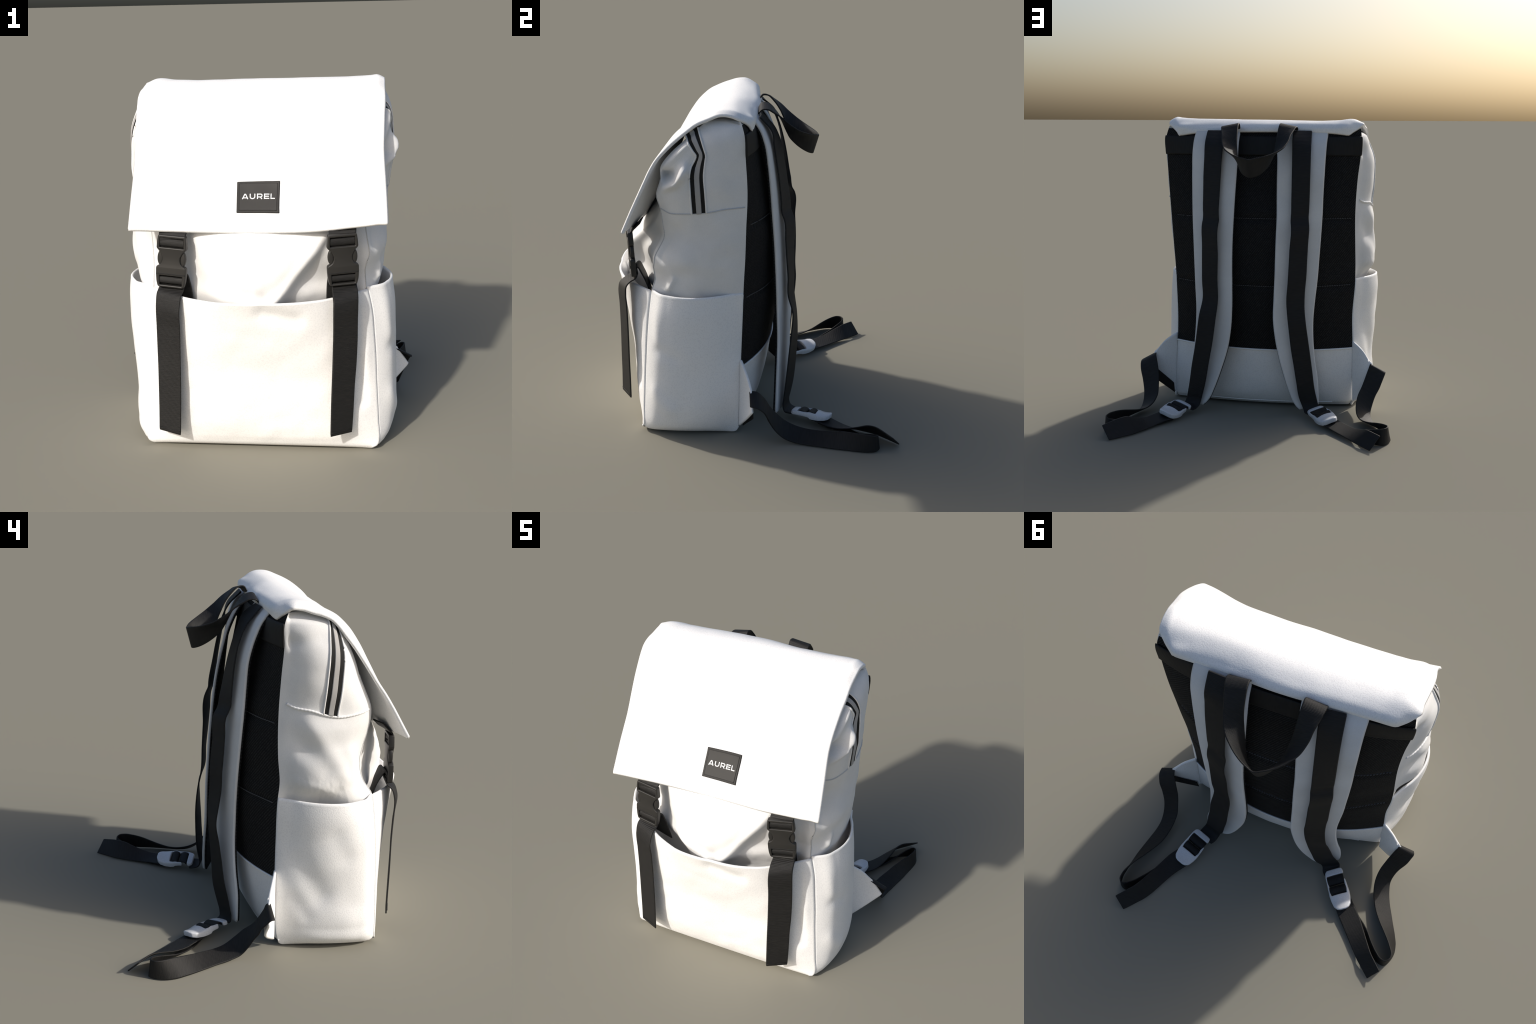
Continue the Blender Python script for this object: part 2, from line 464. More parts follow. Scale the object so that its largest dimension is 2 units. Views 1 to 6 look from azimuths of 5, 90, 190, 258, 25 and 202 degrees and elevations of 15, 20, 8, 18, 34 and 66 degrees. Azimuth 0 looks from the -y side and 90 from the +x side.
def side_point(G, sgn, y, z, lift=.004):
    zz = G[0, :, 2]; j = int(np.clip(np.searchsorted(zz, z), 1, len(zz)-1)); t = (z - zz[j-1])/(zz[j]-zz[j-1])
    row = G[:, j-1]*(1-t) + G[:, j]*t
    x = np.interp(y, row[:, 1], row[:, 0])
    return np.array([x + sgn*lift, y, z])

def seam_line(G, sgn, pts, n=80, lift=.001):
    q = resample(np.array(pts, float), n)
    return np.array([side_point(G, sgn, a, b, lift) for a, b in q])

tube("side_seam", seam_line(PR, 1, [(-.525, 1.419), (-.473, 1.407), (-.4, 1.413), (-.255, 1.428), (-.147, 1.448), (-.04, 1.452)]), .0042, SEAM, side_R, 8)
tube("side_seam", seam_line(PL, -1, [(-.055, 1.452), (-.087, 1.438), (-.178, 1.426), (-.256, 1.405), (-.327, 1.394), (-.426, 1.402), (-.515, 1.414)], 150),
     0.0070, CLOTH, side_L, 8, None, .09, 1.1)
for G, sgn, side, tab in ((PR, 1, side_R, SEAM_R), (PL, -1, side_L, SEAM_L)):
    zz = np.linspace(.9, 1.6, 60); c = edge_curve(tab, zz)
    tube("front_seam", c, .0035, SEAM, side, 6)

# zips let into both side panels
def zip_strip(G, sgn, front, back, side, n=60):
    f = resample(np.array(front, float), n); b = resample(np.array(back, float), n)
    holder = None
    for a0, a1, mat, nm, lift in ((0.0, .37, TAPE, "zip_tape", .004), (.35, .65, COIL, "zip_coil", .008), (.63, 1.0, TAPE, "zip_tape", .004)):
        ss = rim_steps(6, .03)*(a1-a0) + a0
        Q = np.array([[side_point(G, sgn, *(f[i]*(1-s) + b[i]*s), lift) for i in range(n)] for s in ss])
        sheet(nm, Q, mat, side, .006, (sgn, 0, 0))
    for e, nm in ((f, "zip_lip"), (b, "zip_lip")):
        tube(nm, np.array([side_point(G, sgn, y, z, .003) for y, z in e]), .0055, CLOTH, side, 8)

zip_strip(PR, 1, [(-.372, 1.862), (-.352, 1.825), (-.328, 1.785), (-.310, 1.756), (-.318, 1.732), (-.338, 1.695), (-.348, 1.651), (-.347, 1.555), (-.341, 1.417)],
          [(-.302, 1.905), (-.280, 1.85), (-.262, 1.795), (-.253, 1.762), (-.257, 1.730), (-.266, 1.652), (-.261, 1.541), (-.257, 1.427)], side_R)
zip_strip(PL, -1, [(-.29, 1.90), (-.310, 1.850), (-.334, 1.752), (-.335, 1.584), (-.320, 1.396)],
          [(-.25, 1.93), (-.252, 1.870), (-.252, 1.787), (-.248, 1.618), (-.240, 1.410)], side_L)

# ---------------------------------------------------------------- front panel (canvas, under the flap)
def front_grid(nu=130, nv=170, z0=.28, z1=1.94):
    z = np.linspace(z0, z1, nv); a = edge_curve(SEAM_L, z); b = edge_curve(SEAM_R, z)
    yc = at_z([(.28, -.64), (.8, -.80), (.90, -.838), (.97, -.824), (1.05, -.797), (1.13, -.765), (1.2, -.715), (1.26, -.662), (1.34, -.600),
               (1.477, -.505), (1.62, -.44), (1.75, -.37), (1.85, -.31), (1.94, -.22)], z)
    u = np.linspace(0, 1, nu); t = 2*u - 1; f = 1 - np.abs(t)[:, None]**at_z([(.28, 1.1), (.9, 1.15), (1.0, 1.5), (1.1, 2.3), (1.2, 2.8), (1.3, 2.8), (1.94, 2.6)], z)[None]
    P = a[None]*(1-u)[:, None, None] + b[None]*u[:, None, None]
    mid = .5*(a[:, 1] + b[:, 1])
    P[:, :, 1] += f * (yc - mid)[None]
    return P

PF = front_grid()
X, Z = PF[:, :, 0], PF[:, :, 2]
W = window(130, 170, .08, .03)
# full belly in the middle; the right lower corner falls back behind a diagonal fold
side = (X - .155)*.80 - (Z - .90)*.62                      # >0 on the right of the diagonal
below = 1/(1 + np.exp(-(1.26 - Z)/.03))
step = 1/(1 + np.exp(-side/.014))
PF[:, :, 1] += .055*step*below*W
PF[:, :, 1] -= .020*np.exp(-((side + .02)/.03)**2)*below*W
sideL = (-.27 - X)*.9 - (Z - .95)*.30
PF[:, :, 1] += .055/(1 + np.exp(-sideL/.022))*below*W
PF[:, :, 1] -= .014*noise_field(PF, 3.4, 9.0)*W
PF[:, :, 1] += fold(PF, (-.28, -.82, .95), (.05, -.83, .915), .035, .016)*W
PF[:, :, 1] += fold(PF, (-.25, -.72, 1.19), (-.10, -.76, 1.10), .05, .008)*W
front_panel = sheet("front_panel", PF, CLOTH, root, 0, (0, -1, 0))

# closing cap under the flap
n = 40
tf = resample(PF[:, -1], n); tb = np.array([[x, 0, 0] for x in np.zeros(n)])
bk = resample(BACKP[:, -1], n)
m = np.linspace(0, 1, 16)
P = tf[:, None]*(1-m)[None, :, None] + bk[:, None]*m[None, :, None]
P[:, :, 2] += .012*np.sin(np.pi*m)[None]
sheet("top_panel", P, CLOTH, root, 0, (0, 0, 1))
for G, nm in ((PR, "gusset"), (PL, "gusset")):
    a = G[:, -1]; c = np.array([[0.02, y*.6 - .06, 1.945] for y in a[:, 1]])
    mm = np.linspace(0, 1, 8)
    Q = a[:, None]*(1-mm)[None, :, None] + c[:, None]*mm[None, :, None]
    sheet(nm, Q, CLOTH, root, 0, (0, 0, 1))

# ---------------------------------------------------------------- pockets (white leather)
CORN_R = [(.004, .638, -.672), (.02, .655, -.680), (.05, .664, -.674), (.17, .660, -.669), (.3, .653, -.662), (.425, .646, -.655), (.55, .641, -.646),
          (.672, .632, -.637), (.792, .621, -.624), (.908, .596, -.610)]
CORN_L = [(.004, -.606, -.660), (.02, -.622, -.670), (.05, -.628, -.668), (.17, -.630, -.662), (.3, -.625, -.655), (.425, -.618, -.648), (.55, -.612, -.640),
          (.672, -.604, -.631), (.792, -.590, -.618), (.905, -.572, -.604)]

zc = np.unique(np.r_[.004, .01, .02, .035, np.linspace(.05, .90, 90), .904])
nv = len(zc)
a = edge_curve(CORN_L, zc); b = edge_curve(CORN_R, zc); a[:, 2] = zc; b[:, 2] = zc
u = np.linspace(0, 1, 140); t = 2*u - 1
B = at_z([(.004, -.012), (.012, .0), (.03, .020), (.07, .045), (.12, .062), (.2, .080), (.3, .098), (.5, .135), (.65, .178), (.8, .228), (.904, .268)], zc)
E = at_z([(.004, 6.0), (.1, 4.5), (.3, 3.2), (.6, 2.7), (.904, 2.35)], zc)
P = a[None]*(1-u)[:, None, None] + b[None]*u[:, None, None]
for j in range(nv): P[:, j, 1] -= B[j]*(1 - np.abs(t)**E[j])
P[:, -40:, 2] -= (.010*(1 - np.abs(t)**2))[:, None] * (np.linspace(0, 1, 40)**2)[None]
W = window(140, nv, .07, .10, "lrb")
P[:, :, 1] -= .010*noise_field(P, 3.0, 11.0)*W
P[:, :, 1] += fold(P, (.05, -.86, .845), (.22, -.82, .80), .045, .014)*W      # soft dent under the rim
P[:, :, 1] += fold(P, (.56, -.68, .80), (.58, -.70, .30), .035, .016)*W
P[:, :, 1] += fold(P, (-.53, -.68, .70), (-.56, -.70, .25), .035, .012)*W
P[:, :, 1] -= fold(P, (.60, -.66, .56), (.61, -.68, .44), .035, .008)*W
P = round_foot(P, .016)
front_pocket = sheet("front_pocket", P, LEATHER, root, .016, (0, -1, 0))
FP = P

def pocket_side(corner, rear, bul, sgn, rimz, seed, folds):
    zc = np.unique(np.r_[.006, .012, .02, .035, np.linspace(.05, .90, 90), rimz])
    nv = len(zc); nu = 110
    a = edge_curve(corner, np.clip(zc, .004, .905)); b = edge_curve(rear, zc); a[:, 2] = zc
    a[:, 0] += sgn*.004; a[:, 1] += .010; b[:, 0] += sgn*.006; b[:, 1] -= .002
    u = np.linspace(0, 1, nu)
    rim = hermite([0, .1, .21, .36, .5, .65, .77, .88, 1], [0, .60, .84, 1.0, .98, .80, .55, .24, 0], u)
    full = np.where(u < .5, 1 - np.abs(2*u-1)**4.6, 1 - np.abs(2*u-1)**3.2)
    k = at_z([(.006, .15), (.3, .55), (.6, .45), (.91, 0.0)], zc)
    P = a[None]*(1-u)[:, None, None] + b[None]*u[:, None, None]
    Bz = at_z(bul, zc)
    for j in range(nv): P[:, j, 0] += sgn*Bz[j]*(full*k[j] + rim*(1-k[j]))
    W = window(nu, nv, .10, .10, "lrb")
    h = .0055*noise_field(P, 3.2, seed, 2)*W
    for f in folds: h = h + fold(P, *f)*W
    P[:, :, 0] += sgn*h
    P = round_foot(P, .034)
    return sheet("side_pocket", P, LEATHER, root, .014, (sgn, 0, 0)), P

pk_R, PKR = pocket_side(CORN_R, REAR_R, [(.006, .008), (.02, .032), (.05, .060), (.1, .082), (.16, .096), (.3, .108), (.5, .117), (.7, .119), (.8, .119), (.912, .116)], 1, .912, 13.0,
    [((.72, -.55, .58), (.74, -.46, .54), .045, -.010), ((.72, -.60, .30), (.74, -.50, .20), .05, .010), ((.70, -.60, .80), (.72, -.56, .62), .04, .006)])
pk_L, PKL = pocket_side(CORN_L, REAR_L, [(.006, .008), (.02, .034), (.05, .066), (.15, .086), (.3, .084), (.43, .096), (.55, .116), (.69, .136), (.85, .148), (.912, .146)], -1, .912, 17.0,
    [((-.72, -.16, .55), (-.72, -.30, .35), .07, -.016), ((-.72, -.36, .30), (-.72, -.46, .22), .08, .005), ((-.70, -.10, .62), (-.70, -.12, .60), .02, -.012),
     ((-.70, -.14, .32), (-.72, -.22, .22), .05, -.012), ((-.72, -.36, .72), (-.72, -.42, .60), .06, -.008)])

# pocket corner cords and bottom
n = 60
fr = resample(FP[:, 0], n) + np.array([0, .006, 0]); rr = resample(back_grid(.012, .43, 90, 3)[:, 0], n)
rr[:, 1] -= .02
mm = np.linspace(0, 1, 20)
P = fr[:, None]*(1-mm)[None, :, None] + rr[:, None]*mm[None, :, None]
bow = np.sin(np.pi*mm)**.6
ss = np.linspace(-1, 1, n)
P[:, :, 0] += (np.sign(ss)*np.abs(ss)**14)[:, None]*.030*bow[None]
P[:, :, 2] = .010
P[:, :, 0] *= .965; P[:, :, 1] = (P[:, :, 1] + .35)*.965 - .35
sheet("bottom_panel", P, LEATHER, root, 0, (0, 0, -1))

# ---------------------------------------------------------------- flap
C_EDGE_R = [(.600, .005, 1.885), (.650, -.030, 1.930), (.688, -.075, 1.964), (.690, -.111, 1.978), (.687, -.179, 1.984), (.685, -.250, 1.957),
            (.684, -.318, 1.927), (.683, -.376, 1.884), (.678, -.436, 1.835), (.673, -.491, 1.784), (.668, -.544, 1.725), (.665, -.585, 1.658),
            (.668, -.618, 1.590), (.673, -.652, 1.519), (.677, -.685, 1.450), (.681, -.718, 1.378), (.684, -.752, 1.301)]
C_R60 = [(.580, .008, 1.882), (.590, .010, 1.930), (.605, -.035, 1.962), (.615, -.090, 1.990), (.62, -.170, 1.994), (.62, -.250, 1.974), (.615, -.320, 1.945),
         (.61, -.380, 1.905), (.61, -.440, 1.852), (.605, -.490, 1.790), (.60, -.538, 1.720), (.60, -.576, 1.650), (.60, -.609, 1.580),
         (.60, -.644, 1.510), (.60, -.678, 1.440), (.60, -.711, 1.370), (.60, -.746, 1.294)]
C_R35 = [(.354, .023, 1.905), (.354, .020, 1.919), (.350, -.004, 1.940), (.35, -.046, 1.966), (.35, -.100, 1.984), (.35, -.170, 1.980), (.35, -.250, 1.955),
         (.35, -.320, 1.922), (.35, -.385, 1.872), (.35, -.432, 1.815), (.35, -.478, 1.735), (.35, -.520, 1.645), (.35, -.562, 1.540),
         (.35, -.603, 1.460), (.35, -.655, 1.370), (.36, -.690, 1.312), (.36, -.722, 1.262)]
C_MID = [(.020, .043, 1.908), (.015, .042, 1.925), (.010, .025, 1.948), (.01, -.022, 1.971), (.01, -.090, 1.985), (.01, -.170, 1.975), (.01, -.250, 1.947),
         (.01, -.320, 1.910), (.01, -.385, 1.857), (.01, -.436, 1.775), (.01, -.480, 1.680), (.01, -.515, 1.575), (.01, -.551, 1.477),
         (.01, -.600, 1.402), (.01, -.648, 1.330), (.01, -.672, 1.286), (.01, -.694, 1.243)]
C_L35 = [(-.335, .031, 1.904), (-.335, .033, 1.925), (-.34, .012, 1.951), (-.34, -.036, 1.971), (-.34, -.100, 1.979), (-.34, -.170, 1.968), (-.34, -.250, 1.940),
         (-.34, -.320, 1.905), (-.34, -.380, 1.853), (-.34, -.430, 1.770), (-.34, -.478, 1.680), (-.34, -.522, 1.578), (-.34, -.568, 1.477),
         (-.34, -.615, 1.400), (-.34, -.658, 1.332), (-.345, -.686, 1.290), (-.35, -.711, 1.252)]
C_L58 = [(-.550, .020, 1.889), (-.558, .020, 1.930), (-.575, -.020, 1.968), (-.592, -.065, 1.987), (-.600, -.110, 1.986), (-.605, -.180, 1.968), (-.605, -.250, 1.943),
         (-.605, -.300, 1.918), (-.605, -.372, 1.856), (-.605, -.430, 1.784), (-.60, -.490, 1.688), (-.595, -.530, 1.622), (-.59, -.566, 1.560),
         (-.585, -.606, 1.495), (-.58, -.652, 1.420), (-.58, -.700, 1.340), (-.58, -.744, 1.267)]
C_EDGE_L = [(-.570, .012, 1.888), (-.620, -.015, 1.925), (-.655, -.050, 1.962), (-.655, -.110, 1.959), (-.660, -.165, 1.944), (-.664, -.220, 1.932), (-.665, -.271, 1.910),
            (-.665, -.312, 1.872), (-.664, -.350, 1.827), (-.660, -.400, 1.770), (-.653, -.466, 1.686), (-.648, -.510, 1.627), (-.645, -.548, 1.575),
            (-.642, -.600, 1.508), (-.643, -.652, 1.432), (-.645, -.700, 1.355), (-.647, -.753, 1.270)]
NS, NU = 150, 110
cols = np.array([resample(c, NS) for c in (C_EDGE_L, C_L58, C_L35, C_MID, C_R35, C_R60, C_EDGE_R)])
def between(a, b, top, front):
    """Column between two flap columns; its mix shifts from the ridge to the front."""
    w = hermite([0, .3, .45, .8, 1], [top, top, .5*(top+front), front, front], np.linspace(0, 1, NS))
    return a*(1-w)[:, None] + b*w[:, None]
c4 = between(cols[1], cols[2], .62, .42); c5 = between(cols[4], cols[5], .38, .60)
c4[:, 0] = cols[1][:, 0]*.6 + cols[2][:, 0]*.4; c5[:, 0] = cols[5][:, 0]*.6 + cols[4][:, 0]*.4
c6 = .5*(cols[5] + cols[6]); c6[:, 2] += hermite([0, .06, .13, .25, .40, 1], [.001, .005, .010, .008, .004, .003], np.linspace(0, 1, NS))
cols = np.array([cols[0], cols[1], c4, cols[2], cols[3], cols[4], c5, cols[5], c6, cols[6]])
uk = np.array([0.0, .045, .122, .235, .495, .755, .870, .945, .975, 1.0])
uu = np.unique(np.r_[0, .004, np.linspace(.012, .988, NU - 4), .996, 1])
NU = len(uu)
FLAP = hermite(uk, cols.reshape(10, -1), uu).reshape(NU, NS, 3)
FN = grid_normals(FLAP)
if np.sum(FN @ np.array([0, -.5, .8])) < 0: FN = -FN
FLAP = FLAP + FN * (.004*noise_field(FLAP, 3.5, 21.0)*window(NU, NS, .1, .06))[..., None]
flap = sheet("flap", FLAP, LEATHER, root, .020, (0, -.5, .8))

def flap_pt(u, s, lift=0.0):
    i = np.interp(u, uu, np.arange(NU)); j = s*(NS - 1)
    i0 = min(int(i), NU-2); j0 = min(int(j), NS-2); fi, fj = i - i0, j - j0
    bl = lambda A: (A[i0, j0]*(1-fi)*(1-fj) + A[i0+1, j0]*fi*(1-fj) + A[i0, j0+1]*(1-fi)*fj + A[i0+1, j0+1]*fi*fj)
    nn = bl(FN); nn = nn/np.linalg.norm(nn)
    return bl(FLAP) + nn*lift

def flap_uv(p):
    d = np.linalg.norm(FLAP - np.array(p), axis=2); i, j = np.unravel_index(np.argmin(d), d.shape)
    best = (1e9, 0, 0)
    for u in np.linspace(uu[max(i-1, 0)], uu[min(i+1, NU-1)], 25):
        for s in np.linspace(max(j-1, 0), min(j+1, NS-1), 25)/(NS - 1):
            q = np.linalg.norm(flap_pt(u, s) - np.array(p))
            if q < best[0]: best = (q, u, s)
    return best[1], best[2]

# ---------------------------------------------------------------- label with lettering
TL, TR, BL, BR = (np.array(flap_uv(p)) for p in ((-.095, -.552, 1.477), (.127, -.562, 1.484), (-.092, -.648, 1.337), (.128, -.657, 1.337)))
def label_pt(a, b, lift):                                  # a: left->right, b: top->bottom
    q = (TL*(1-a) + TR*a)*(1-b) + (BL*(1-a) + BR*a)*b
    return flap_pt(q[0], q[1], lift)
aa = rim_steps(24, .004); bb = rim_steps(18, .004)
label = sheet("label", np.array([[label_pt(p, q, .006) for q in bb] for p in aa]), LABEL_EDGE, root, .008, (0, -1, .4))
aa = rim_steps(22, .004)*.905 + .047; bb = rim_steps(16, .004)*.875 + .062
sheet("label_face", np.array([[label_pt(p, q, .0078) for q in bb] for p in aa]), LABEL, label, .004, (0, -1, .4))
G0 = .047
for (p0, p1) in (((G0, .062), (.952, .062)), ((.952, .062), (.952, .937)), ((.952, .937), (G0, .937)), ((G0, .937), (G0, .062))):
    tube("label_ridge", np.array([label_pt(p0[0]*(1-t)+p1[0]*t, p0[1]*(1-t)+p1[1]*t, .0068) for t in np.linspace(0, 1, 24)]), .0016, LABEL_EDGE, label, 6)

def stroke(name, path, w, box, closed=False):
    """A letter stroke: polyline of half-width w (in cap-height units) laid on the label."""
    p = np.array(path, float); nseg = len(p)
    x0, x1, y0, y1 = box                                     # letter cell in label coordinates
    ah = (y1 - y0)*.172; aw = (x1 - x0)*.222; asp = aw/ah     # cell aspect
    p[:, 0] *= asp
    T = np.gradient(p, axis=0); T /= np.maximum(np.linalg.norm(T, axis=1, keepdims=True), 1e-9)
    Nn = np.c_[-T[:, 1], T[:, 0]]
    top, bot = [], []
    for k in range(nseg):
        m = 1.0
        if 0 < k < nseg-1:
            d1 = p[k]-p[k-1]; d2 = p[k+1]-p[k]; d1 /= np.linalg.norm(d1); d2 /= np.linalg.norm(d2)
            bis = d1 + d2; bis /= np.linalg.norm(bis); Nn[k] = (-bis[1], bis[0]); m = 1/max(.35, float(bis @ d1))
        top.append(p[k] + Nn[k]*w*m); bot.append(p[k] - Nn[k]*w*m)
    def put(q, lift):
        return label_pt(x0 + q[0]/asp*(x1-x0), y1 - q[1]*(y1-y0), lift)
    V = []
    for k in range(nseg):
        V += [put(top[k], .0098), put(bot[k], .0098), put(top[k], .0070), put(bot[k], .0070)]
    F = []
    for k in range(nseg-1):
        i, j = 4*k, 4*k+4
        F += [(i, j, j+1, i+1), (i+2, i+3, j+3, j+2), (i, i+2, j+2, j), (i+1, j+1, j+3, i+3)]
    F += [(0, 1, 3, 2), (4*nseg-4, 4*nseg-2, 4*nseg-1, 4*nseg-3)]
    return V, F

def letter(name, strokes, box, w=.090):
    V, F = [], []
    for s in strokes:
        v, f = stroke(name, s, w, box); k = len(V); V += v; F += [tuple(i+k for i in q) for q in f]
    ob = make_mesh(name, V, F, INK, label, False)
    bm = bmesh.new(); bm.from_mesh(ob.data); bmesh.ops.recalc_face_normals(bm, faces=bm.faces); bm.to_mesh(ob.data); bm.free()
    return ob

arc = lambda cx, cy, rx, ry, a0, a1, n: [(cx + rx*math.cos(math.radians(a)), cy + ry*math.sin(math.radians(a))) for a in np.linspace(a0, a1, n)]
Y0, Y1 = .405, .578
letter("letter_a", [[(.09, 0), (.46, .98)], [(.54, .98), (.91, 0)], [(.42, .90), (.58, .90)], [(.24, .24), (.76, .24)]], (.108, .264, Y0, Y1))
letter("letter_u", [[(.10, 1.0), (.10, .45)] + arc(.5, .42, .40, .34, 180, 360, 15) + [(.90, .45), (.90, 1.0)]], (.292, .430, Y0, Y1))
letter("letter_r", [[(.10, 0), (.10, 1.0)], [(.0, .895), (.62, .895)] + arc(.64, .635, .26, .26, 90, -90, 11)[1:] + [(.12, .375)], [(.58, .36), (.90, 0)]], (.468, .606, Y0, Y1))
letter("letter_e", [[(.10, 0), (.10, 1.0)], [(.0, .895), (1.0, .895)], [(.12, .5), (.92, .5)], [(.0, .105), (1.0, .105)]], (.640, .768, Y0, Y1))
letter("letter_l", [[(.11, 0), (.11, 1.0)], [(.0, .105), (1.0, .105)]], (.800, .906, Y0, Y1))

# ---------------------------------------------------------------- front buckles and webbing
def rounded(pts, r, k=4):
    out = []; n = len(pts)
    for i in range(n):
        p = Vector(pts[i]).to_2d() if len(pts[i]) > 2 else Vector(pts[i]); a = Vector(pts[i-1]) - p; b = Vector(pts[(i+1) % n]) - p
        d = min(r, a.length*.45, b.length*.45); s = p + a.normalized()*d; e = p + b.normalized()*d
        for t in np.linspace(0, 1, k+1):
            out.append(tuple(s*(1-t)**2 + p*2*t*(1-t) + e*t**2))
    return out

def side_release_buckle(TLp, TRp, BLp, BRp):
    TLp, TRp, BLp, BRp = (Vector(p) for p in (TLp, TRp, BLp, BRp))
    top = (TLp+TRp)/2; bot = (BLp+BRp)/2; w = 1.08*((TRp-TLp).length + (BRp-BLp).length)/2; Ht = (top-bot).length
    xd = ((TRp-TLp).normalized() + (BRp-BLp).normalized()); fr = frame_from(bot, xd, top-bot)
    S = lambda pts: [(x*w, y*Ht) for x, y in pts]
    right = [(.38, 0), (.44, .02), (.485, .12), (.505, .26), (.505, .37), (.485, .40), (.43, .415), (.34, .455), (.295, .52), (.295, .57), (.34, .635), (.40, .69), (.48, .735), (.50, .76), (.49, .86), (.465, .975), (.44, 1.0)]
    left = [(-x, y) for x, y in right[::-1]]
    body = rounded(S(right + left), .007)
    slot_t = rounded(S([(-.40, .765), (.40, .765), (.395, .945), (-.395, .945)]), .003)
    slot_b = rounded(S([(-.37, .045), (.37, .045), (.38, .225), (-.38, .225)]), .003)
    z0 = Matrix.Translation((0, 0, -.012))
    bk = outline_solid("buckle", [body, slot_t, slot_b], .032, .0055, BUCKLE, root, fr @ z0)
    for sg in (-1, 1):
        lens = arc(.36, .555, .115, .145, -80, 80, 15) + [(.345, .665), (.300, .60), (.290, .53), (.320, .46)]
        lens = [(sg*x, y) for x, y in lens]
        if sg < 0: lens = lens[::-1]
        outline_solid("buckle_prong", [S(lens)], .022, .005, BUCKLE, bk, fr @ Matrix.Translation((0, 0, -.014)))
    # groove line between the halves, and the webbing rolled round the bars
    tube("buckle_joint", [fr @ Vector((x*w, .262*Ht, .0035)) for x in np.linspace(-.485, .485, 12)], .0022, LINING, bk, 6)
    for yc, hh in ((.850, .082), (.135, .072)):
        g = np.linspace(-1, 1, 9); xs = rim_steps(10, .01)
        Q = np.array([[fr @ Vector(((x-.5)*.775*w, (yc + hh*q)*Ht, -.012 + .011*(1 - q*q)**.5)) for q in g] for x in xs])
        sheet("buckle_webbing", Q, WEB_V, bk, .01, tuple(fr.to_3x3() @ Vector((0, 0, 1))))
    return bk, fr, w, Ht

B_R = side_release_buckle((.384, -.770, 1.240), (.534, -.734, 1.246), (.394, -.752, .962), (.541, -.722, .968))
B_L = side_release_buckle((-.512, -.722, 1.236), (-.362, -.734, 1.222), (-.522, -.720, .948), (-.372, -.758, .945))

ribbon("buckle_strap", [(.392, -.665, 1.30), (.392, -.690, 1.272), (.394, -.742, 1.235), (.400, -.750, 1.19)],
       [(.528, -.665, 1.305), (.528, -.690, 1.28), (.527, -.722, 1.243), (.526, -.722, 1.19)], WEB_V, root, .008, 24)
ribbon("buckle_strap", [(-.488, -.650, 1.30), (-.489, -.680, 1.27), (-.497, -.712, 1.235), (-.497, -.715, 1.19)],
       [(-.350, -.640, 1.285), (-.352, -.668, 1.258), (-.360, -.722, 1.222), (-.366, -.722, 1.18)], WEB_V, root, .008, 24)
ribbon("tail_strap", [(.412, -.712, .99), (.410, -.728, .955), (.412, -.775, .930), (.417, -.815, .895), (.417, -.824, .86), (.417, -.822, .75), (.415, -.822, .634), (.412, -.824, .515), (.408, -.827, .394), (.405, -.829, .272), (.403, -.833, .151)],
       [(.530, -.690, .99), (.532, -.703, .960), (.537, -.735, .940), (.540, -.762, .905), (.540, -.766, .86), (.539, -.763, .79), (.538, -.762, .66), (.533, -.763, .53), (.526, -.765, .427), (.519, -.766, .26), (.513, -.768, .150)], WEB_V, root, .009, 80, out=(0, -1, 0))
ribbon("tail_strap", [(-.506, -.688, .98), (-.510, -.700, .945), (-.520, -.732, .915), (-.524, -.750, .86), (-.526, -.750, .727), (-.527, -.750, .611), (-.527, -.755, .497), (-.529, -.758, .38), (-.532, -.759, .26), (-.536, -.761, .139)],
       [(-.378, -.712, .975), (-.379, -.728, .938), (-.388, -.782, .908), (-.395, -.806, .852), (-.397, -.803, .735), (-.400, -.800, .617), (-.403, -.800, .497), (-.406, -.801, .376), (-.411, -.802, .253), (-.417, -.803, .128)], WEB_V, root, .009, 80, out=(0, -1, 0))
# folded hems at the strap ends
for L0, R0, d in (((.4035, -.8385, .168), (.5135, -.7735, .167), 0), ((-.5355, -.767, .156), (-.4165, -.809, .146), 0)):
    tube("strap_hem", [np.array(L0)*(1-t) + np.array(R0)*t for t in np.linspace(.02, .98, 8)], .0022, WEB_V, root, 6)
# anchor webbing running from the buckle down behind the pocket rim
for Lp, Rp in (([(.400, -.722, 1.00), (.392, -.700, 1.02), (.384, -.672, .97), (.380, -.645, .89), (.380, -.62, .80)],
                [(.535, -.700, 1.00), (.530, -.690, 1.03), (.520, -.665, .985), (.512, -.632, .90), (.51, -.61, .81)]),
               ([(-.515, -.700, .99), (-.505, -.690, 1.02), (-.485, -.662, .97), (-.470, -.635, .89), (-.465, -.61, .80)],
                [(-.372, -.722, .99), (-.362, -.705, 1.01), (-.350, -.685, .96), (-.342, -.668, .88), (-.34, -.64, .79)])):
    ribbon("anchor_strap", Lp, Rp, WEB_V, root, .009, 30)

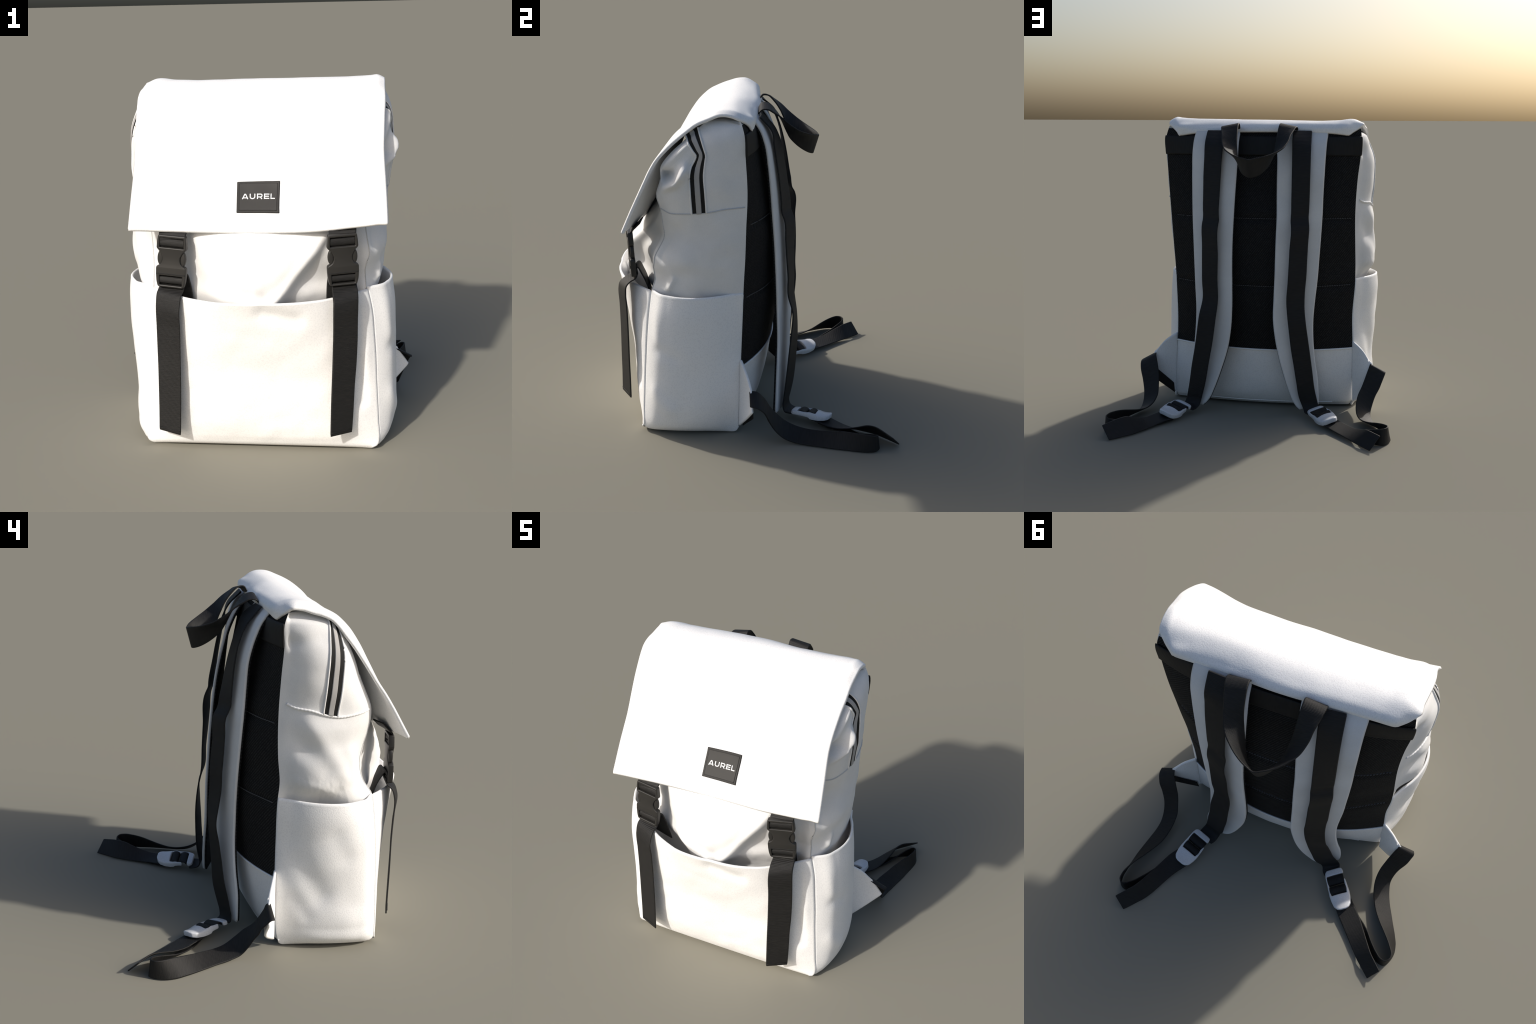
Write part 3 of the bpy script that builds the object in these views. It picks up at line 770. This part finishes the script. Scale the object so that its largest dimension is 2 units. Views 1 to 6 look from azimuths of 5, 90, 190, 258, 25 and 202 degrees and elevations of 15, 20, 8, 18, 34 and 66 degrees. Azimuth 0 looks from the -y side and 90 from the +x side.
# ---------------------------------------------------------------- shoulder straps
PO_R = [(1.915, .468, .018), (1.86, .474, .055), (1.787, .478, .083), (1.646, .478, .106), (1.5, .476, .120), (1.355, .473, .131), (1.2, .466, .143), (1.045, .459, .152), (.86, .451, .160),
        (.696, .444, .165), (.54, .451, .170), (.381, .469, .168), (.223, .493, .163), (.12, .515, .160), (.055, .522, .158)]
PI_R = [(1.915, .172, .030), (1.86, .172, .080), (1.745, .169, .140), (1.6, .172, .178), (1.45, .178, .205), (1.3, .184, .221), (1.166, .189, .229), (1.025, .190, .236), (.888, .189, .240),
        (.747, .189, .244), (.6, .198, .242), (.458, .222, .238), (.317, .266, .236), (.174, .320, .228), (.10, .355, .220), (.045, .400, .209)]
WO_R = [(1.912, .384, .034), (1.838, .385, .101), (1.733, .387, .121), (1.619, .389, .139), (1.507, .388, .154), (1.389, .388, .165), (1.335, .387, .168), (1.29, .391, .184), (1.155, .389, .194), (1.035, .388, .202),
        (.92, .386, .211), (.792, .382, .214), (.684, .400, .243), (.564, .419, .237), (.447, .439, .225), (.327, .463, .213), (.209, .483, .200), (.087, .508, .186)]
WI_R = [(1.912, .258, .044), (1.838, .260, .115), (1.777, .262, .146), (1.636, .266, .178), (1.495, .270, .200), (1.36, .272, .220), (1.325, .270, .222), (1.28, .274, .239), (1.08, .274, .246), (.936, .277, .248), (.79, .274, .250),
        (.65, .289, .268), (.516, .306, .274), (.367, .335, .266), (.213, .366, .250), (.09, .402, .222)]
PO_L = [(1.915, -.424, .018), (1.86, -.421, .060), (1.768, -.418, .099), (1.633, -.415, .132), (1.495, -.410, .139), (1.36, -.407, .143), (1.222, -.400, .149), (1.082, -.391, .155), (.945, -.382, .159),
        (.804, -.367, .159), (.661, -.355, .156), (.52, -.357, .154), (.374, -.370, .145), (.225, -.389, .129), (.12, -.394, .126), (.055, -.392, .124)]
PI_L = [(1.915, -.100, .030), (1.84, -.105, .090), (1.731, -.116, .140), (1.6, -.121, .178), (1.478, -.125, .200), (1.35, -.130, .224), (1.217, -.127, .236), (1.083, -.124, .242), (.947, -.121, .246),
        (.81, -.116, .248), (.669, -.113, .249), (.568, -.124, .251), (.44, -.148, .251), (.307, -.181, .240), (.171, -.219, .216), (.10, -.245, .202), (.045, -.280, .188)]
WO_L = [(1.912, -.320, .036), (1.808, -.327, .117), (1.707, -.330, .155), (1.601, -.330, .172), (1.497, -.329, .180), (1.389, -.326, .184), (1.345, -.324, .187), (1.305, -.331, .207), (1.18, -.326, .213), (1.075, -.321, .215),
        (.966, -.317, .220), (.86, -.308, .219), (.752, -.308, .231), (.649, -.320, .244), (.534, -.333, .225), (.423, -.346, .208), (.308, -.359, .192), (.19, -.370, .165), (.073, -.393, .142)]
WI_L = [(1.912, -.205, .044), (1.877, -.208, .095), (1.774, -.214, .147), (1.67, -.218, .178), (1.561, -.220, .201), (1.457, -.221, .218), (1.37, -.222, .233), (1.335, -.220, .236), (1.295, -.226, .256), (1.135, -.217, .261), (1.03, -.213, .267),
        (.919, -.207, .268), (.809, -.199, .266), (.699, -.207, .272), (.591, -.218, .266), (.475, -.230, .255), (.365, -.247, .246), (.248, -.264, .236), (.13, -.280, .206), (.07, -.300, .190)]

def shoulder_pad(po, pi, sgn):
    z0 = np.linspace(1.915, .05, 110)
    o = edge_curve(po, np.maximum(z0, po[-1][0])); i = edge_curve(pi, np.maximum(z0, pi[-1][0]))
    s = rim_steps(16, .015)
    P = o[None]*(1-s)[:, None, None] + i[None]*s[:, None, None]
    N = grid_normals(P)
    if np.sum(N @ np.array([0, 1., 0])) < 0: N = -N
    cr = (1 - np.abs(2*s-1)**3)
    front = P - N*(.004 - .0*cr)[:, None, None]
    pad = sheet("shoulder_strap", front, PAD, root, .018, (0, 1, 0))
    back = P - N*.026
    # slightly wider dark lining on the body side
    mid = back.mean(axis=0, keepdims=True); back = mid + (back - mid)*1.012
    sheet("strap_lining", back, MESH, pad, .012, (0, 1, 0), centre=True)
    return pad

def strap_webbing(wo, wi, extra_o, extra_i, pad):
    zz = np.linspace(1.910, .095, 60)
    o = edge_curve(wo, zz); i = edge_curve(wi, zz)
    off = np.array([0, .004, 0])
    L = np.r_[o + off, np.array(extra_o)]; R = np.r_[i + off, np.array(extra_i)]
    return ribbon("strap_webbing", L, R, WEB_DARK, pad, .009, 190, 7, out=(0, 1, 0))

pad_R = shoulder_pad(PO_R, PI_R, 1)
strap_webbing(WO_R, WI_R, [(.520, .203, .058), (.532, .230, .055), (.540, .262, .055)], [(.412, .238, .055), (.424, .266, .040), (.440, .292, .034)], pad_R)
pad_L = shoulder_pad(PO_L, PI_L, -1)
strap_webbing(WO_L, WI_L, [(-.404, .158, .058), (-.409, .178, .062), (-.418, .205, .058)], [(-.310, .205, .050), (-.318, .226, .040), (-.340, .252, .038)], pad_L)

# ---------------------------------------------------------------- carry handle
H_OUT = [(.283, .030, 1.912), (.284, .052, 1.934), (.279, .085, 1.934), (.270, .120, 1.914), (.257, .165, 1.884), (.245, .217, 1.838), (.219, .273, 1.797), (.173, .322, 1.770), (.121, .361, 1.752), (.070, .387, 1.741), (.027, .400, 1.732)]
H_IN = [(.166, .030, 1.925), (.167, .050, 1.956), (.166, .085, 1.952), (.163, .125, 1.915), (.160, .160, 1.865), (.154, .188, 1.805), (.148, .203, 1.770), (.140, .222, 1.735), (.118, .275, 1.680), (.078, .335, 1.636), (.025, .367, 1.619)]
mirror = lambda pts, c: [(2*c - x, y, z) for x, y, z in pts]
ho = H_OUT + [(x + .003, y, z) for x, y, z in mirror(H_OUT, .027)[::-1][1:]]
hi = H_IN + mirror(H_IN, .025)[::-1][1:]
ribbon("carry_handle", ho, hi, WEB_H, root, .009, 120, 7)

# ---------------------------------------------------------------- corner tabs with webbing
def tab(top_root, a, b, bot_root, sgn, strip=None, curl=(0, 0, -.004)):
    tr, a, b, br = (np.array(p, float) for p in (top_root, a, b, bot_root))
    up = resample([tr, .5*(tr+a) + np.array([sgn*.006, 0, .012]), a], 24)
    lo = resample([br, .5*(br+b) + np.array(curl), b], 24)
    s = rim_steps(12, .03)
    P = lo[None]*(1-s)[:, None, None] + up[None]*s[:, None, None]
    P[:, :, 1] += (.012*np.sin(np.pi*s))[:, None]*np.sin(np.linspace(0, np.pi, 24))[None]
    tb = sheet("corner_tab", P, LEATHER, root, .016, (0, 1, 0), centre=True)
    if strip:
        outer_up, outer_lo, in_up, in_lo = (np.array(p) for p in strip)
        t = np.linspace(0, 1, 8)[:, None]
        ribbon("tab_webbing", outer_lo*(1-t) + in_lo*t, outer_up*(1-t) + in_up*t, WEB_H, tb, .007, 30)
    return tb

tab((.652, -.068, .478), (.792, -.003, .350), (.864, .004, .240), (.674, -.078, .050), 1,
    ((.803, .006, .248), (.806, .006, .168), (.676, -.052, .116), (.672, -.058, .046)))
tab((-.606, -.052, .476), (-.736, .008, .340), (-.805, .012, .240), (-.612, -.060, .050), -1, None, (0, .030, -.022))

# ---------------------------------------------------------------- lower webbing: hangs from the tab, loops on the ground, returns to the lock
LOOP_R_O = [(.885, -.006, .290), (.888, .020, .286), (.875, .073, .245), (.850, .105, .170), (.830, .143, .098), (.821, .192, .045), (.819, .252, .016), (.829, .318, .007), (.845, .382, .007),
            (.862, .447, .007), (.878, .512, .007), (.890, .575, .006), (.903, .639, .006), (.908, .700, .006), (.895, .745, .005), (.862, .765, .005), (.815, .745, .005), (.735, .690, .006), (.660, .620, .007), (.590, .535, .010), (.530, .460, .014)]
LOOP_R_I = [(.790, -.012, .343), (.784, .018, .338), (.759, .068, .285), (.738, .106, .214), (.725, .152, .153), (.716, .203, .104), (.720, .262, .074), (.731, .326, .059), (.747, .389, .057),
            (.775, .454, .067), (.806, .517, .083), (.840, .577, .098), (.871, .639, .106), (.890, .695, .108), (.890, .735, .104), (.868, .752, .096), (.830, .725, .080), (.775, .655, .050), (.715, .565, .030), (.655, .480, .024), (.605, .410, .026)]
ribbon("adjuster_webbing", LOOP_R_O, LOOP_R_I, WEB_H, root, .008, 170)
LOOP_L_O = [(-.828, -.012, .283), (-.834, .002, .286), (-.824, .034, .253), (-.812, .055, .222), (-.799, .066, .187), (-.776, .086, .143), (-.757, .113, .085), (-.748, .154, .033), (-.761, .212, .014), (-.785, .277, .009),
            (-.816, .340, .007), (-.847, .402, .006), (-.877, .464, .006), (-.901, .526, .005), (-.907, .585, .005), (-.896, .630, .005), (-.872, .668, .005), (-.838, .668, .005), (-.798, .645, .005), (-.745, .600, .005), (-.685, .540, .005), (-.560, .430, .005), (-.470, .360, .006)]
LOOP_L_I = [(-.734, -.004, .334), (-.735, .010, .337), (-.722, .026, .297), (-.710, .040, .262), (-.698, .056, .227), (-.684, .080, .190), (-.665, .125, .148), (-.657, .180, .094), (-.665, .233, .058), (-.686, .295, .046),
            (-.718, .361, .050), (-.764, .429, .064), (-.820, .499, .086), (-.866, .563, .102), (-.893, .615, .109), (-.888, .648, .108), (-.864, .664, .104), (-.835, .656, .098), (-.800, .625, .085), (-.756, .572, .062), (-.705, .500, .036), (-.570, .385, .008), (-.480, .325, .008)]
ribbon("adjuster_webbing", LOOP_L_O, LOOP_L_I, WEB_H, root, .008, 170)

TAIL_R_T = [(.875, .843, .079), (.846, .813, .088), (.817, .783, .097), (.787, .750, .103), (.761, .706, .100), (.739, .645, .076), (.717, .581, .053), (.693, .519, .040), (.667, .463, .040), (.630, .410, .046), (.585, .350, .048)]
TAIL_R_B = [(.814, .890, .006), (.783, .856, .007), (.752, .821, .008), (.720, .784, .008), (.691, .740, .009), (.665, .688, .009), (.639, .633, .010), (.612, .583, .014), (.582, .539, .020), (.535, .480, .028), (.490, .400, .030)]
ribbon("tail_webbing", TAIL_R_T, TAIL_R_B, WEB_H, root, .008, 90)
TAIL_L_T = [(-.797, .779, .006), (-.752, .736, .009), (-.705, .693, .014), (-.657, .640, .017), (-.607, .582, .018), (-.555, .523, .020), (-.503, .464, .024), (-.455, .40, .028), (-.41, .33, .032)]
TAIL_L_B = [(-.853, .729, .081), (-.815, .691, .084), (-.775, .650, .085), (-.729, .584, .067), (-.681, .509, .044), (-.634, .441, .036), (-.590, .392, .038), (-.547, .344, .040), (-.495, .28, .045)]
ribbon("tail_webbing", TAIL_L_T, TAIL_L_B, WEB_H, root, .008, 90)

# ---------------------------------------------------------------- ladder locks on the shoulder webbing
def ladder_lock(top, tip, across):
    top = Vector(top); tip = Vector(tip); Ld = (top - tip).length
    fr = frame_from(tip, across, top - tip); w = Vector(across).length/2 * 1.13
    if (fr.to_3x3() @ Vector((0, 0, 1))).z < 0: raise ValueError("lock faces down")
    prof = [(.62, 1.0), (.86, .97), (.93, .90), (.93, .885)]
    right = [(.62, 1.0), (.84, .985), (.93, .925), (.90, .885), (.80, .87), (.80, .735), (.84, .715), (.95, .715), (1.0, .58), (1.04, .38), (1.0, .25), (.86, .10), (.6, .025), (.3, .0)]
    left = [(-.3, .0), (-.6, .025), (-.86, .10), (-1.0, .25), (-1.04, .38), (-1.0, .60), (-.97, .86), (-.90, .95), (-.70, 1.0)]
    S = lambda pts: [(x*w, y*Ld) for x, y in pts]
    inner = [(.80, .735), (.80, .46), (-.80, .46), (-.83, .885)]
    # ring with one open rail: outline runs round the outside and back along the inside
    outer = S(left + [(.62, 1.0), (.84, .985), (.93, .915), (.90, .85)] + [(-.84, .85), (-.82, .37), (.80, .37), (.81, .695), (.86, .715), (.95, .70)] + right[8:])
    outer = rounded(outer, .006)
    def bend(c):
        y = c.y/Ld; z = c.z
        z += .022*max(0, .45 - y)**1.6*1.6 - .014*(abs(c.x)/w)**2.2*(.4 if y > .5 else 1) + (.016 if z > 0 and y < .45 else 0)*max(0, .45-y)
        z += .012*math.exp(-((y - .42)/.16)**2) if c.z > 0 else 0
        z -= .010*max(0, y-.8)/.2
        return Vector((c.x, c.y, z))
    lk = outline_solid("ladder_lock", [outer], .026, .007, LOCK, root, fr, bend)
    for yc, hh, lift in ((.725, .118, .010), (.485, .115, .013)):
        g = np.linspace(-1, 1, 11); xs = rim_steps(10, .01)
        Q = np.array([[fr @ Vector(((x-.5)*1.60*w + (.02*w if yc > .6 else 0), (yc + hh*q)*Ld, -.006 + lift*2*max(0, 1 - q*q)**.5)) for q in g] for x in xs])
        sheet("lock_webbing", Q, WEB_X, lk, .008, tuple(fr.to_3x3() @ Vector((0, 0, 1))))
    return lk

ladder_lock((.488, .262, .070), (.582, .490, .052), (-.106, .033, -.030))
ladder_lock((-.366, .206, .066), (-.522, .425, .046), (-.092, -.058, .026))

# ---------------------------------------------------------------- rest on the ground
bpy.context.view_layer.update()
for o in bpy.data.objects:
    if o.type == 'MESH':
        for v in o.data.vertices:
            if v.co.z < 0: v.co.z = 0.0
